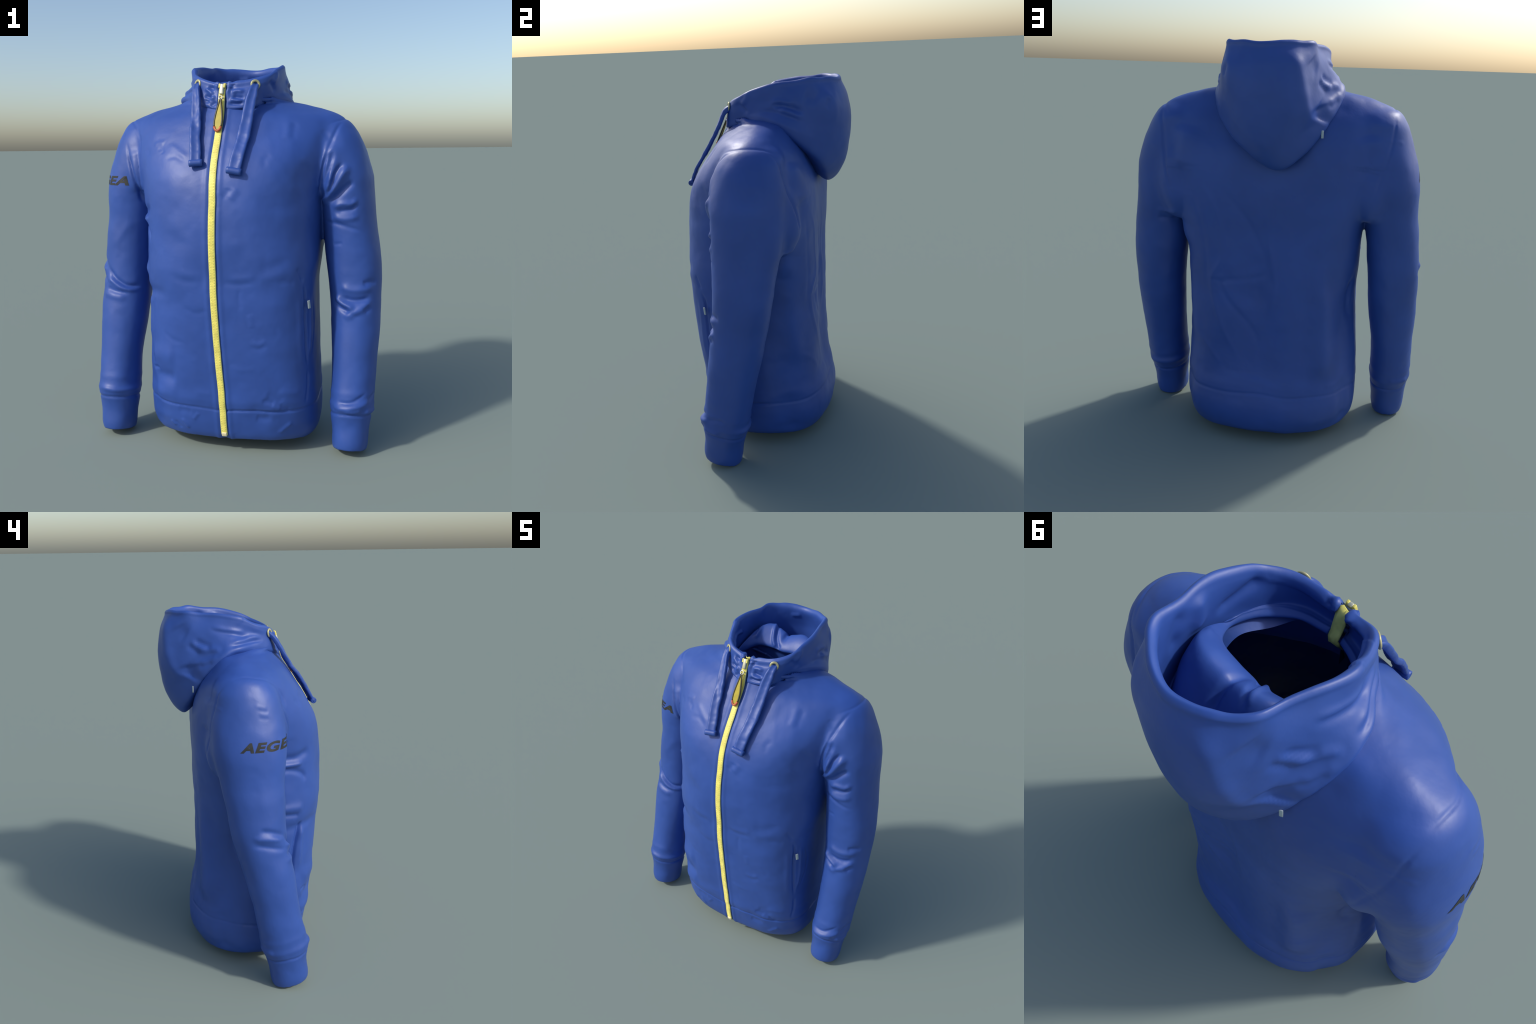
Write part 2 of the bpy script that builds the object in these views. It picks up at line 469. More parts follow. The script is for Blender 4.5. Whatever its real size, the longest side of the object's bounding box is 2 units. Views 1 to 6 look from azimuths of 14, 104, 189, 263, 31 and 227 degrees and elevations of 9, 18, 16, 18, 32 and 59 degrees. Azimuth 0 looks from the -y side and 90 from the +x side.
fold([(-0.660, 0.002, 1.588), (-0.658, -0.038, 1.574), (-0.648, -0.074, 1.567)], .012, 0.0016)
fold([(-0.666, -0.013, 1.568), (-0.662, -0.045, 1.557), (-0.652, -0.079, 1.551)], .012, -0.0016)
fold([(-0.671, -0.020, 1.548), (-0.665, -0.056, 1.539), (-0.655, -0.083, 1.535)], .012, 0.0016)
fold([(-0.676, -0.019, 1.530), (-0.672, -0.052, 1.521), (-0.663, -0.078, 1.519)], .012, -0.0012)
fold([(-0.723, -0.257, 0.279), (-0.630, -0.283, 0.268), (-0.542, -0.128, 0.246)], .014, 0.0070)
fold([(-0.639, -0.027, 0.249), (-0.750, -0.085, 0.247)], .016, 0.0062)
# right flank in front
fold([(-0.389, -0.297, 0.847), (-0.388, -0.289, 0.748), (-0.395, -0.281, 0.650), (-0.407, -0.268, 0.554)], .018, .010)
fold([(-0.391, -0.287, 0.419), (-0.373, -0.308, 0.428), (-0.343, -0.333, 0.432)], .009, -.006)
fold([(-0.381, -0.293, 0.394), (-0.300, -0.351, 0.399), (-0.230, -0.373, 0.394)], .034, -.010)
fold([(-0.394, -0.288, 0.499), (-0.313, -0.355, 0.511), (-0.230, -0.387, 0.516)], .05, .010)
fold([(-0.388, -0.275, 0.294), (-0.306, -0.343, 0.316), (-0.226, -0.366, 0.322)], .04, .006)
fold([(-0.503, -0.079, 0.798), (-0.367, -0.325, 0.838), (-0.249, -0.402, 0.842)], .030, -.008)
fold([(0.130, -0.190, 1.772), (0.171, -0.118, 1.782), (0.233, -0.038, 1.797)], .010, .006)
fold([(0.129, -0.186, 1.758), (0.157, -0.128, 1.765), (0.236, -0.076, 1.778)], .009, -.005)
# chest
fold([(-0.421, -0.234, 1.554), (-0.390, -0.267, 1.533), (-0.396, -0.272, 1.513)], 0.014, -0.0025)
fold([(-0.365, -0.267, 1.565), (-0.326, -0.275, 1.581), (-0.295, -0.288, 1.577)], 0.014, 0.0030)
fold([(-0.336, -0.287, 1.554), (-0.301, -0.307, 1.545), (-0.301, -0.320, 1.522)], 0.012, -0.0025)
fold([(-0.276, -0.293, 1.577), (-0.212, -0.330, 1.542), (-0.151, -0.364, 1.501)], 0.016, 0.0025)
fold([(-0.287, -0.338, 1.498), (-0.215, -0.348, 1.513), (-0.157, -0.372, 1.482)], 0.014, -0.0020)
fold([(0.071, -0.437, 1.309), (0.094, -0.429, 1.344), (0.112, -0.424, 1.369)], 0.019, 0.0035)
fold([(0.039, -0.437, 1.316), (0.062, -0.431, 1.347), (0.069, -0.427, 1.369)], 0.016, -0.0030)
fold([(0.014, -0.433, 1.346), (0.027, -0.442, 1.301), (0.022, -0.448, 1.256)], 0.016, -0.0015)
fold([(0.312, -0.188, 1.689), (0.315, -0.234, 1.633), (0.313, -0.271, 1.586)], 0.019, 0.0025)
fold([(0.343, -0.184, 1.681), (0.342, -0.223, 1.633), (0.345, -0.257, 1.586)], 0.016, -0.0020)
fold([(0.253, -0.333, 1.526), (0.226, -0.356, 1.496), (0.238, -0.376, 1.451)], 0.016, -0.0020)
fold([(0.466, -0.145, 1.641), (0.490, -0.144, 1.614), (0.517, -0.155, 1.582)], 0.014, -0.0025)
fold([(0.431, -0.232, 1.477), (0.400, -0.280, 1.417), (0.361, -0.325, 1.357)], 0.054, -0.0060)
fold([(0.436, -0.203, 1.254), (0.361, -0.326, 1.233), (0.279, -0.388, 1.254)], 0.041, 0.0030)
# waist and pocket panel
fold([(0.025, -0.439, 0.923), (0.096, -0.435, 0.909), (0.199, -0.429, 0.924)], 0.016, -0.0025)
fold([(0.049, -0.438, 0.943), (0.129, -0.437, 0.937), (0.208, -0.431, 0.955)], 0.019, 0.0020)
fold([(0.120, -0.433, 0.897), (0.110, -0.429, 0.831), (0.121, -0.424, 0.775)], 0.012, -0.0020)
fold([(-0.231, -0.419, 0.937), (-0.159, -0.434, 0.918), (-0.091, -0.437, 0.912)], 0.019, -0.0025)
fold([(-0.200, -0.431, 0.964), (-0.114, -0.440, 0.945), (-0.048, -0.441, 0.940)], 0.022, 0.0020)
fold([(0.208, -0.433, 0.979), (0.283, -0.411, 1.001), (0.352, -0.366, 1.027)], 0.027, -0.0030)
fold([(0.191, -0.431, 0.931), (0.268, -0.416, 0.947), (0.347, -0.378, 0.974)], 0.024, 0.0025)
fold([(0.159, -0.411, 0.622), (0.207, -0.405, 0.610), (0.244, -0.402, 0.644)], 0.014, 0.0025)
fold([(0.151, -0.409, 0.601), (0.198, -0.404, 0.586), (0.246, -0.400, 0.613)], 0.014, -0.0020)
fold([(0.159, -0.422, 0.768), (0.167, -0.418, 0.727), (0.172, -0.415, 0.686)], 0.014, 0.0020)
fold([(0.289, -0.407, 0.914), (0.340, -0.383, 0.919), (0.374, -0.355, 0.907)], 0.016, -0.0020)
fold([(-0.151, -0.378, 0.341), (-0.090, -0.379, 0.329), (-0.038, -0.381, 0.329)], 0.019, 0.0020)
fold([(0.225, -0.370, 0.339), (0.269, -0.359, 0.322), (0.312, -0.344, 0.297)], 0.030, -0.0040)
fold([(0.286, -0.360, 0.369), (0.346, -0.335, 0.348), (0.397, -0.295, 0.354)], 0.022, 0.0030)
fold([(-0.177, -0.417, 0.783), (-0.108, -0.424, 0.755), (-0.038, -0.431, 0.777)], 0.016, -0.0020)
fold([(0.047, -0.400, 0.492), (0.113, -0.397, 0.470), (0.195, -0.393, 0.486)], 0.016, 0.0015)
fold([(0.249, -0.410, 0.721), (0.286, -0.397, 0.687), (0.293, -0.390, 0.637)], 0.016, -0.0015)
fold([(-0.304, -0.367, 0.646), (-0.244, -0.388, 0.604), (-0.170, -0.403, 0.596)], 0.014, -0.0020)
# pocket welt
fold([(0.404, -0.315, 0.903), (0.412, -0.295, 0.847), (0.412, -0.292, 0.748), (0.416, -0.283, 0.597), (0.421, -0.269, 0.457)], .008, -.011)
fold([(0.421, -0.269, 0.457), (0.421, -0.261, 0.369), (0.409, -0.267, 0.267)], .008, -.006)
fold([(0.434, -0.226, 0.842), (0.436, -0.173, 0.720), (0.436, -0.203, 0.574), (0.426, -0.259, 0.497)], .010, -.004)
fold([(0.427, -0.255, 0.856), (0.428, -0.242, 0.737), (0.428, -0.246, 0.587), (0.423, -0.265, 0.507)], .010, .006)
fold([(0.387, -0.339, 0.872), (0.390, -0.327, 0.756), (0.393, -0.323, 0.607), (0.399, -0.305, 0.468)], .016, .004)
fold([(0.378, -0.349, 0.985), (0.394, -0.332, 0.951), (0.406, -0.311, 0.906)], .012, -.005)
# back
fold([(0.291, 0.267, 1.526), (0.292, 0.281, 1.466), (0.297, 0.288, 1.405)], 0.011, -0.0005)
fold([(0.256, 0.267, 1.528), (0.229, 0.280, 1.485), (0.198, 0.288, 1.444)], 0.014, -0.0005)
fold([(0.272, 0.267, 1.527), (0.248, 0.281, 1.476), (0.226, 0.289, 1.432)], 0.011, 0.0005)
fold([(0.295, 0.259, 0.860), (0.257, 0.274, 0.854), (0.214, 0.285, 0.854)], .009, -0.0015)
fold([(0.279, 0.268, 0.886), (0.243, 0.279, 0.881), (0.204, 0.287, 0.873)], 0.014, 0.0006)
fold([(0.231, 0.285, 0.955), (0.194, 0.290, 0.912), (0.157, 0.290, 0.877)], 0.012, -0.0006)
fold([(0.199, 0.291, 0.967), (0.170, 0.292, 0.941), (0.141, 0.290, 0.921)], 0.012, 0.0005)
fold([(0.096, 0.276, 0.810), (0.053, 0.266, 0.817), (-0.009, 0.274, 0.825)], 0.012, -0.0006)
fold([(-0.003, 0.273, 0.779), (-0.041, 0.283, 0.783), (-0.083, 0.289, 0.794)], 0.012, -0.0005)
fold([(0.193, 0.288, 0.774), (0.176, 0.288, 0.738), (0.152, 0.289, 0.688)], 0.014, -0.0004)
fold([(0.173, 0.308, 0.348), (0.009, 0.313, 0.336), (-0.116, 0.327, 0.302)], .018, 0.0015)
fold([(0.220, 0.294, 0.377), (0.080, 0.300, 0.377), (-0.023, 0.306, 0.363)], .014, -0.0010)
fold([(-0.313, 0.257, 0.314), (-0.360, 0.217, 0.315), (-0.401, 0.159, 0.324)], .014, 0.0018)
fold([(-0.433, 0.046, 0.867), (-0.412, 0.084, 0.806), (-0.405, 0.098, 0.721), (-0.425, 0.050, 0.614)], .028, -0.0105)
fold([(-0.214, 0.276, 0.541), (-0.281, 0.274, 0.511), (-0.357, 0.202, 0.505)], .020, 0.0010)
fold([(-0.521, 0.189, 1.620), (-0.543, 0.186, 1.610), (-0.565, 0.180, 1.594)], 0.014, -0.0006)
fold([(-0.543, 0.192, 1.573), (-0.588, 0.173, 1.565), (-0.632, 0.140, 1.557)], .010, 0.0015)
fold([(0.591, 0.167, 1.130), (0.535, 0.151, 1.123), (0.487, 0.094, 1.115)], .014, -0.0075)
fold([(0.595, 0.177, 1.172), (0.525, 0.180, 1.169), (0.457, 0.230, 1.192)], .014, 0.0060)
fold([(-0.480, 0.205, 1.215), (-0.523, 0.192, 1.212), (-0.568, 0.180, 1.225)], .014, -0.0015)
fold([(0.365, 0.275, 1.393), (0.250, 0.291, 1.224), (0.214, 0.289, 0.973), (0.273, 0.269, 0.860), (0.227, 0.284, 0.647), (0.096, 0.298, 0.392)], 0.0156, 0.0042)
fold([(0.307, 0.287, 1.414), (0.071, 0.285, 1.137), (0.001, 0.273, 0.899), (0.222, 0.284, 0.841), (0.034, 0.276, 0.562), (0.016, 0.296, 0.385)], 0.0156, -0.0036)
fold([(-0.020, 0.288, 1.359), (-0.017, 0.284, 1.111), (-0.052, 0.284, 0.840), (-0.010, 0.277, 0.649)], 0.0156, 0.0036)
fold([(0.390, 0.262, 1.365), (0.338, 0.269, 1.177), (0.301, 0.263, 0.965), (0.311, 0.246, 0.779)], 0.0143, -0.0024)
fold([(0.366, 0.213, 0.548), (0.300, 0.256, 0.499), (0.203, 0.294, 0.392)], 0.0156, 0.0024)
fold([(0.640, 0.146, 1.030), (0.414, 0.163, 0.924), (0.378, 0.208, 0.916)], 0.0182, -0.0012)
fold([(0.625, 0.141, 0.989), (0.406, 0.177, 0.879), (0.303, 0.256, 0.890)], 0.0182, 0.0009)
fold([(0.443, 0.027, 0.518), (0.432, 0.079, 0.509), (0.399, 0.164, 0.531)], 0.0182, -0.0012)
# hem band
fold([(-0.295, -0.315, 0.148), (-0.283, -0.313, 0.131), (-0.266, -0.313, 0.115)], .010, 0.0042)
fold([(-0.229, -0.339, 0.171), (-0.206, -0.337, 0.144), (-0.188, -0.330, 0.110)], .010, 0.0049)
fold([(-0.267, -0.326, 0.153), (-0.247, -0.322, 0.123), (-0.236, -0.318, 0.105)], .010, -0.0035)
fold([(-0.126, -0.355, 0.217), (-0.147, -0.351, 0.190), (-0.166, -0.346, 0.167)], .010, 0.0035)
fold([(-0.246, -0.342, 0.214), (-0.200, -0.351, 0.217), (-0.161, -0.353, 0.209)], .020, -0.0035)
fold([(0.351, -0.298, 0.187), (0.317, -0.308, 0.155), (0.277, -0.312, 0.119)], .012, 0.0042)
fold([(0.168, -0.351, 0.212), (0.207, -0.345, 0.207), (0.255, -0.342, 0.216)], .020, -0.0049)
fold([(0.206, -0.371, 0.310), (0.236, -0.365, 0.304), (0.274, -0.356, 0.293)], .014, -0.0042)
fold([(0.297, -0.349, 0.297), (0.311, -0.338, 0.273), (0.341, -0.310, 0.248)], .010, -0.0035)
fold([(0.251, -0.359, 0.280), (0.281, -0.348, 0.270), (0.299, -0.340, 0.265)], .012, 0.0028)

# sleeve gathers above the cuffs
for s in (1, -1):
    x0 = .63 if s > 0 else -.65
    for z, hh in ((.255, .004), (.32, .002)):
        fold([(x0 - .11, -.16, z), (x0 - .06, -.26, z + .015), (x0, -.285, z + .02), (x0 + .06, -.26, z + .015), (x0 + .11, -.16, z),
              (x0 + .06, -.07, z - .02), (x0, -.04, z - .03), (x0 - .06, -.07, z - .02), (x0 - .11, -.16, z)], .018, hh, None, 0)
    # cuff seam
    zc = .210
    fold([(x0 - .10, -.17, zc), (x0 - .06, -.26, zc + .015), (x0, -.28, zc + .02), (x0 + .06, -.26, zc + .015), (x0 + .10, -.17, zc),
          (x0 + .06, -.075, zc - .025), (x0, -.05, zc - .03), (x0 - .06, -.075, zc - .025), (x0 - .10, -.17, zc)], .008, -.006, None, 0)
# hem seam: blouse above, band below
th = np.arctan2(v[:, 1] + .02, v[:, 0])
seam_z = .257 + .014 * np.sin(th) + .003 * np.sin(5 * th + .6) + .002 * np.sin(9 * th)
torso_zone = (np.abs(v[:, 0]) < .50) & (v[:, 2] < .6) & ~((np.abs(v[:, 0]) > .49) & (v[:, 1] < -.02))
dz = v[:, 2] - seam_z
h += np.where(torso_zone, ((-.005 - .003 * value_noise(v, 7.0, 21)) * np.exp(-(dz / .007) ** 2)) * np.where(v[:, 1] > .05, .6, 1) + .003 * np.exp(-((dz - .04) / .035) ** 2), 0)
# general unevenness of the cloth
h += .0030 * value_noise(v, 6.0, 1) + .0022 * value_noise(v, 13.0, 2) + .0007 * value_noise(v, 30.0, 3)
set_coords(body.data, v + n * h[:, None])

# --- zip groove ------------------------------------------------------------
ZIP_Z = [.08, .11, .35, .61, .86, 1.12, 1.30, 1.48, 1.62, 1.72, 1.80, 1.865]
ZIP_X = [.004, .003, .003, -.009, -.014, -.012, -.009, -.015, -.016, -.019, -.022, -.020]


def zip_x(z):
    return np.interp(z, ZIP_Z, ZIP_X)

v = coords(body.data); n = vertex_normals(body.data)
band = np.abs(v[:, 0] - zip_x(v[:, 2]))
ridge = smoothstep(-.1, -.4, n[:, 1]) * 0 + (n[:, 1] < -.2) * (.0035 * np.exp(-((band - .034) / .012) ** 2) - .004 * np.exp(-(band / .016) ** 2))
set_coords(body.data, v + n * ridge[:, None])

# --- open the garment: hem, cuffs, neck --------------------------------------
bm = bmesh.new(); bm.from_mesh(body.data)
bm.normal_update()
kill = []
for f in bm.faces:
    c = f.calc_center_median()
    ax = abs(c.x)
    cuff = ax > .5 and c.z < .07 and f.normal.z < -.6
    hem = ax < .46 and c.z < .12 and f.normal.z < -.75 and c.y > -.36
    neck = ((c.x + .01) / .24) ** 2 + ((c.y - .0) / .195) ** 2 < 1 and c.z > 1.6
    if cuff or hem or neck:
        kill.append(f)
bmesh.ops.delete(bm, geom=kill, context="FACES")
loose = [x for x in bm.verts if not x.link_faces]
bmesh.ops.delete(bm, geom=loose, context="VERTS")
bm.to_mesh(body.data); bm.free()
outer_tree = BVHTree.FromPolygons([tuple(x) for x in coords(body.data)], [tuple(p.vertices) for p in body.data.polygons])
mod = body.modifiers.new("thickness", "SOLIDIFY"); mod.thickness = .014; mod.offset = -1; mod.use_rim = True
apply_modifiers(body)
body.data.polygons.foreach_set("use_smooth", [True] * len(body.data.polygons))


def region_of(c):
    x, y, z = c
    ax = abs(x)
    th = math.atan2(y + .02, x)
    # armhole surface: the sleeve lies outside a bowed plane
    hole = float(np.interp(z, [0, 1.15, 1.26, 1.38, 1.52, 1.64, 1.72], [.49, .47, .465, .475, .507, .552, .575]))
    in_sleeve = ax > hole and z < 1.76
    if z < 1.2 and not in_sleeve and ax > .44 and y < .02:
        in_sleeve = ax > .485
    if in_sleeve:
        x0 = .63 if x > 0 else -.65
        zc = .210 - .022 * (y + .155) / .115
        return ("cuff" if z < zc else "sleeve") + ("L" if x > 0 else "R")
    sz = .257 + .014 * math.sin(th) + .003 * math.sin(5 * th + .6) + .002 * math.sin(9 * th)
    return "hem" if z < sz else "torso"


def split_regions(ob, naming, materials):
    me = ob.data
    V = coords(me); NV = vertex_normals(me)
    groups = {}
    for p in me.polygons:
        groups.setdefault(region_of(p.center), []).append(p.index)
    made = {}
    for key, idx in groups.items():
        remap, verts, norms, faces = {}, [], [], []
        for i in idx:
            q = []
            for a in me.polygons[i].vertices:
                if a not in remap:
                    remap[a] = len(verts); verts.append(V[a]); norms.append(NV[a])
                q.append(remap[a])
            faces.append(q)
        o = mesh_object(naming[key], verts, faces)
        o.data.normals_split_custom_set_from_vertices([tuple(k) for k in norms])
        add_part(o, None, materials[key])
        made[key] = o
    return made

parts = split_regions(body, {"torso": "torso", "hem": "hem_band", "sleeveL": "sleeve", "sleeveR": "sleeve", "cuffL": "cuff", "cuffR": "cuff"},
                      {"torso": M_CLOTH, "hem": M_RIB, "sleeveL": M_CLOTH, "sleeveR": M_CLOTH, "cuffL": M_RIB, "cuffR": M_RIB})
for side in "LR":
    if "cuff" + side in parts:
        parts["cuff" + side].parent = parts["sleeve" + side]
bpy.data.objects.remove(body)

# ------------------------------------------------------------------ hood
# loops running from the zip (left half) round the back to the zip (right half), 13 stations each
ROOT = [(.004, -.190, 1.74), (.10, -.165, 1.74), (.15, -.06, 1.74), (.19, .03, 1.74), (.19, .10, 1.70), (.12, .17, 1.66), (-.01, .18, 1.64),
        (-.13, .17, 1.66), (-.20, .10, 1.70), (-.22, .03, 1.74), (-.18, -.06, 1.74), (-.12, -.165, 1.74), (-.044, -.190, 1.74)]
UNDER = [(.004, -.215, 1.735), (.110, -.19, 1.745), (.165, -.075, 1.755), (.23, .04, 1.76), (.235, .15, 1.70), (.13, .255, 1.58), (-.035, .262, 1.475),
         (-.15, .25, 1.54), (-.25, .17, 1.67), (-.285, .06, 1.755), (-.21, -.06, 1.76), (-.13, -.175, 1.755), (-.044, -.215, 1.735)]
BOTTOM = [(.004, -.222, 1.745), (.120, -.196, 1.752), (.184, -.082, 1.770), (.258, .045, 1.778), (.268, .175, 1.71), (.148, .322, 1.555), (-.045, .335, 1.428),
          (-.163, .320, 1.490), (-.296, .200, 1.675), (-.322, .08, 1.778), (-.238, -.066, 1.786), (-.142, -.178, 1.772), (-.044, -.222, 1.745)]
TAIL = [(.004, -.216, 1.765), (.122, -.192, 1.782), (.194, -.078, 1.803), (.266, .048, 1.808), (.280, .174, 1.755), (.160, .365, 1.64), (-.025, .425, 1.54),
        (-.148, .385, 1.60), (-.300, .202, 1.715), (-.328, .08, 1.800), (-.248, -.060, 1.808), (-.147, -.174, 1.79), (-.044, -.216, 1.765)]
BELLY = [(.004, -.208, 1.79), (.127, -.186, 1.806), (.200, -.076, 1.828), (.256, .050, 1.835), (.264, .166, 1.805), (.166, .390, 1.74), (-.015, .456, 1.71),
         (-.148, .428, 1.73), (-.273, .200, 1.775), (-.304, .080, 1.830), (-.240, -.050, 1.835), (-.152, -.168, 1.81), (-.044, -.208, 1.79)]
UPPER = [(.004, -.196, 1.825), (.134, -.176, 1.842), (.210, -.080, 1.868), (.242, .05, 1.890), (.239, .180, 1.905), (.178, .377, 1.885), (-.010, .440, 1.890),
         (-.150, .408, 1.89), (-.242, .210, 1.90), (-.260, .08, 1.900), (-.222, -.046, 1.880), (-.157, -.154, 1.845), (-.044, -.196, 1.825)]
RIM = [(.004, -.180, 1.868), (.135, -.160, 1.889), (.204, -.085, 1.926), (.224, .045, 1.966), (.213, .188, 1.992), (.156, .328, 1.995), (-.005, .396, 1.997),
       (-.153, .345, 1.998), (-.215, .208, 1.996), (-.237, .06, 1.974), (-.210, -.055, 1.938), (-.150, -.145, 1.902), (-.044, -.180, 1.868)]
INNER = [(.004, -.170, 1.825), (.122, -.146, 1.842), (.188, -.072, 1.868), (.205, .045, 1.890), (.190, .180, 1.900), (.142, .345, 1.87), (-.005, .412, 1.86),
         (-.120, .360, 1.86), (-.198, .200, 1.895), (-.215, .07, 1.895), (-.198, -.05, 1.880), (-.140, -.134, 1.845), (-.044, -.170, 1.825)]
POUCH = [(.004, -.172, 1.79), (.115, -.148, 1.795), (.188, -.070, 1.80), (.212, .055, 1.80), (.205, .200, 1.78), (.140, .350, 1.67), (-.005, .400, 1.61),
         (-.120, .350, 1.66), (-.210, .20, 1.77), (-.225, .07, 1.80), (-.203, -.05, 1.80), (-.135, -.138, 1.795), (-.044, -.172, 1.79)]
FOLDBACK = [(.004, -.160, 1.785), (.108, -.136, 1.79), (.188, -.062, 1.795), (.208, .060, 1.80), (.197, .185, 1.825), (.120, .288, 1.81), (-.010, .315, 1.775),
            (-.115, .300, 1.815), (-.202, .195, 1.835), (-.217, .065, 1.80), (-.198, -.050, 1.795), (-.128, -.126, 1.79), (-.044, -.160, 1.785)]
FOLDTOP = [(.004, -.148, 1.785), (.102, -.124, 1.79), (.184, -.056, 1.79), (.205, .050, 1.808), (.184, .148, 1.866), (.097, .216, 1.898), (-.005, .220, 1.880),
           (-.105, .222, 1.916), (-.178, .156, 1.888), (-.207, .055, 1.825), (-.192, -.048, 1.79), (-.122, -.116, 1.79), (-.044, -.148, 1.785)]
HOLE = [(.004, -.142, 1.765), (.096, -.118, 1.77), (.178, -.050, 1.77), (.202, .030, 1.774), (.164, .100, 1.808), (.078, .134, 1.820), (-.005, .138, 1.812),
        (-.087, .136, 1.822), (-.160, .106, 1.814), (-.202, .035, 1.780), (-.186, -.043, 1.77), (-.116, -.110, 1.77), (-.044, -.142, 1.765)]
NECK = [(.004, -.180, 1.735), (.120, -.165, 1.735), (.245, -.07, 1.750), (.265, .03, 1.752), (.212, .130, 1.770), (.090, .166, 1.775), (-.005, .170, 1.775),
        (-.095, .166, 1.78), (-.190, .132, 1.77), (-.230, .035, 1.74), (-.215, -.05, 1.73), (-.13, -.15, 1.73), (-.044, -.180, 1.735)]
LINING = [(.004, -.23, 1.60), (.140, -.20, 1.58), (.30, -.08, 1.58), (.32, .06, 1.56), (.24, .18, 1.55), (.10, .225, 1.55), (-.005, .228, 1.55),
          (-.11, .225, 1.55), (-.24, .18, 1.55), (-.32, .06, 1.56), (-.28, -.07, 1.57), (-.16, -.19, 1.58), (-.044, -.23, 1.60)]


def inset(loop, d, dz):
    c = np.array([-.01, .08])
    out = []
    for p in np.asarray(loop, float):
        k = (c - p[:2]) / np.linalg.norm(c - p[:2])
        out.append((*(p[:2] + k * d), p[2] + dz))
    return out

loops = [ROOT, UNDER, BOTTOM, TAIL, BELLY, UPPER, inset(RIM, -.010, -.026), inset(RIM, -.008, -.009), inset(RIM, .003, 0), inset(RIM, .015, -.008), inset(RIM, .020, -.026), INNER, POUCH, FOLDBACK, FOLDTOP, HOLE, NECK, LINING]
G = np.array(loops, float)                         # (loops, 13, 3)
NU, NV = 260, 200
ku = arc_knots(np.array(BELLY))
us = np.linspace(0, ku[-1], NU)
G2 = np.stack([spline(ku, g, us) for g in G], 0)   # (loops, NU, 3)
# the rim is not taut: it waves up and down and in and out between the stations
phase = us / ku[-1] * 2 * np.pi
calm = np.sin(phase / 2) ** .5
for i in range(6, 11):
    G2[i, :, 2] += calm * (.0035 * np.sin(5.3 * phase + .8) + .002 * np.sin(11 * phase + 2))
    G2[i, :, 0] += calm * (.005 * np.sin(4.2 * phase + 2.1) + .003 * np.sin(9 * phase))
    G2[i, :, 1] += calm * (.004 * np.sin(6.1 * phase + .4))
kv = arc_knots(G[:, 3]) * .4 + arc_knots(G[:, 6]) * .6
vs = np.linspace(0, kv[-1], NV)
H = np.stack([spline(kv, G2[:, i], vs) for i in range(NU)], 0)   # (NU, NV, 3)
# close the two front edges: extra columns that draw outer and inner cloth together
def front_cap(col, dx):
    caps = []
    mid = col[:, 1].min() * .5 + col[::-1][:, 1].min() * .5
    for k, t in ((.45, .6), (.8, .85), (1, 1)):
        c = col.copy()
        zmid = col
        yc = np.interp(col[:, 2], np.linspace(1.66, 1.87, 5), [-.195, -.195, -.196, -.190, -.177])
        c[:, 1] = col[:, 1] * (1 - k) + yc * k
        c[:, 0] = col[:, 0] + dx * t
        caps.append(c)
    return caps
H = np.concatenate([np.array(front_cap(H[0], -.006))[::-1], H, np.array(front_cap(H[-1], .006))], 0)
NU = H.shape[0]
hood = mesh_object("hood", H.reshape(-1, 3), grid_faces(NU, NV))
v = coords(hood.data)
fix_normals(hood.data)
n = vertex_normals(hood.data)
vm = v.reshape(NU, NV, 3)
tp = np.linspace(0, 1, NV)
if (n.reshape(NU, NV, 3)[NU // 2, int(NV * .35)] @ np.array([0, 1, 0])) < 0:
    hood.data.flip_normals()
    n = -n
h = np.zeros(len(v))
snap_tree = BVHTree.FromPolygons([tuple(x) for x in v], [tuple(p.vertices) for p in hood.data.polygons])
# cloth folds of the hood
# right side folds
fold([(-0.245, 0.106, 1.965), (-0.249, 0.033, 1.956), (0.176, -0.104, 1.893), (-0.186, -0.119, 1.907)], 0.0264, 0.0050)
fold([(-0.245, 0.177, 1.920), (-0.260, 0.113, 1.907), (-0.253, 0.030, 1.894), (-0.238, -0.011, 1.887)], 0.0132, 0.0056)
fold([(-0.248, 0.186, 1.906), (-0.267, 0.101, 1.891), (-0.255, 0.013, 1.872), (-0.233, -0.033, 1.868)], 0.0132, -0.0056)
fold([(-0.307, 0.080, 1.831), (-0.278, 0.016, 1.845), (-0.232, -0.046, 1.855), (-0.199, -0.104, 1.852)], 0.0154, 0.0081)
fold([(-0.314, 0.085, 1.822), (-0.289, 0.018, 1.833), (-0.235, -0.054, 1.839), (-0.196, -0.113, 1.838)], 0.0132, -0.0068)
fold([(-0.331, 0.083, 1.798), (-0.305, 0.019, 1.814), (-0.243, -0.053, 1.825), (-0.190, -0.127, 1.823)], 0.0154, 0.0056)
fold([(-0.233, 0.266, 1.853), (-0.255, 0.215, 1.830), (-0.282, 0.165, 1.813)], 0.0154, -0.0074)
fold([(-0.224, 0.301, 1.831), (-0.240, 0.263, 1.806), (-0.258, 0.226, 1.786)], 0.0154, -0.0068)
fold([(-0.227, 0.288, 1.844), (-0.246, 0.241, 1.819), (-0.272, 0.191, 1.802)], 0.0154, 0.0050)
fold([(-0.241, 0.293, 1.730), (-0.248, 0.290, 1.687), (-0.238, 0.296, 1.650)], 0.0550, -0.0112)
fold([(-0.270, 0.241, 1.731), (-0.293, 0.190, 1.751), (-0.322, 0.139, 1.777)], 0.0176, 0.0050)
fold([(-0.274, 0.247, 1.712), (-0.296, 0.203, 1.728), (-0.312, 0.169, 1.751)], 0.0132, -0.0037)
fold([(-0.192, 0.344, 1.929), (-0.207, 0.324, 1.892), (-0.220, 0.295, 1.871)], 0.0440, -0.0074)
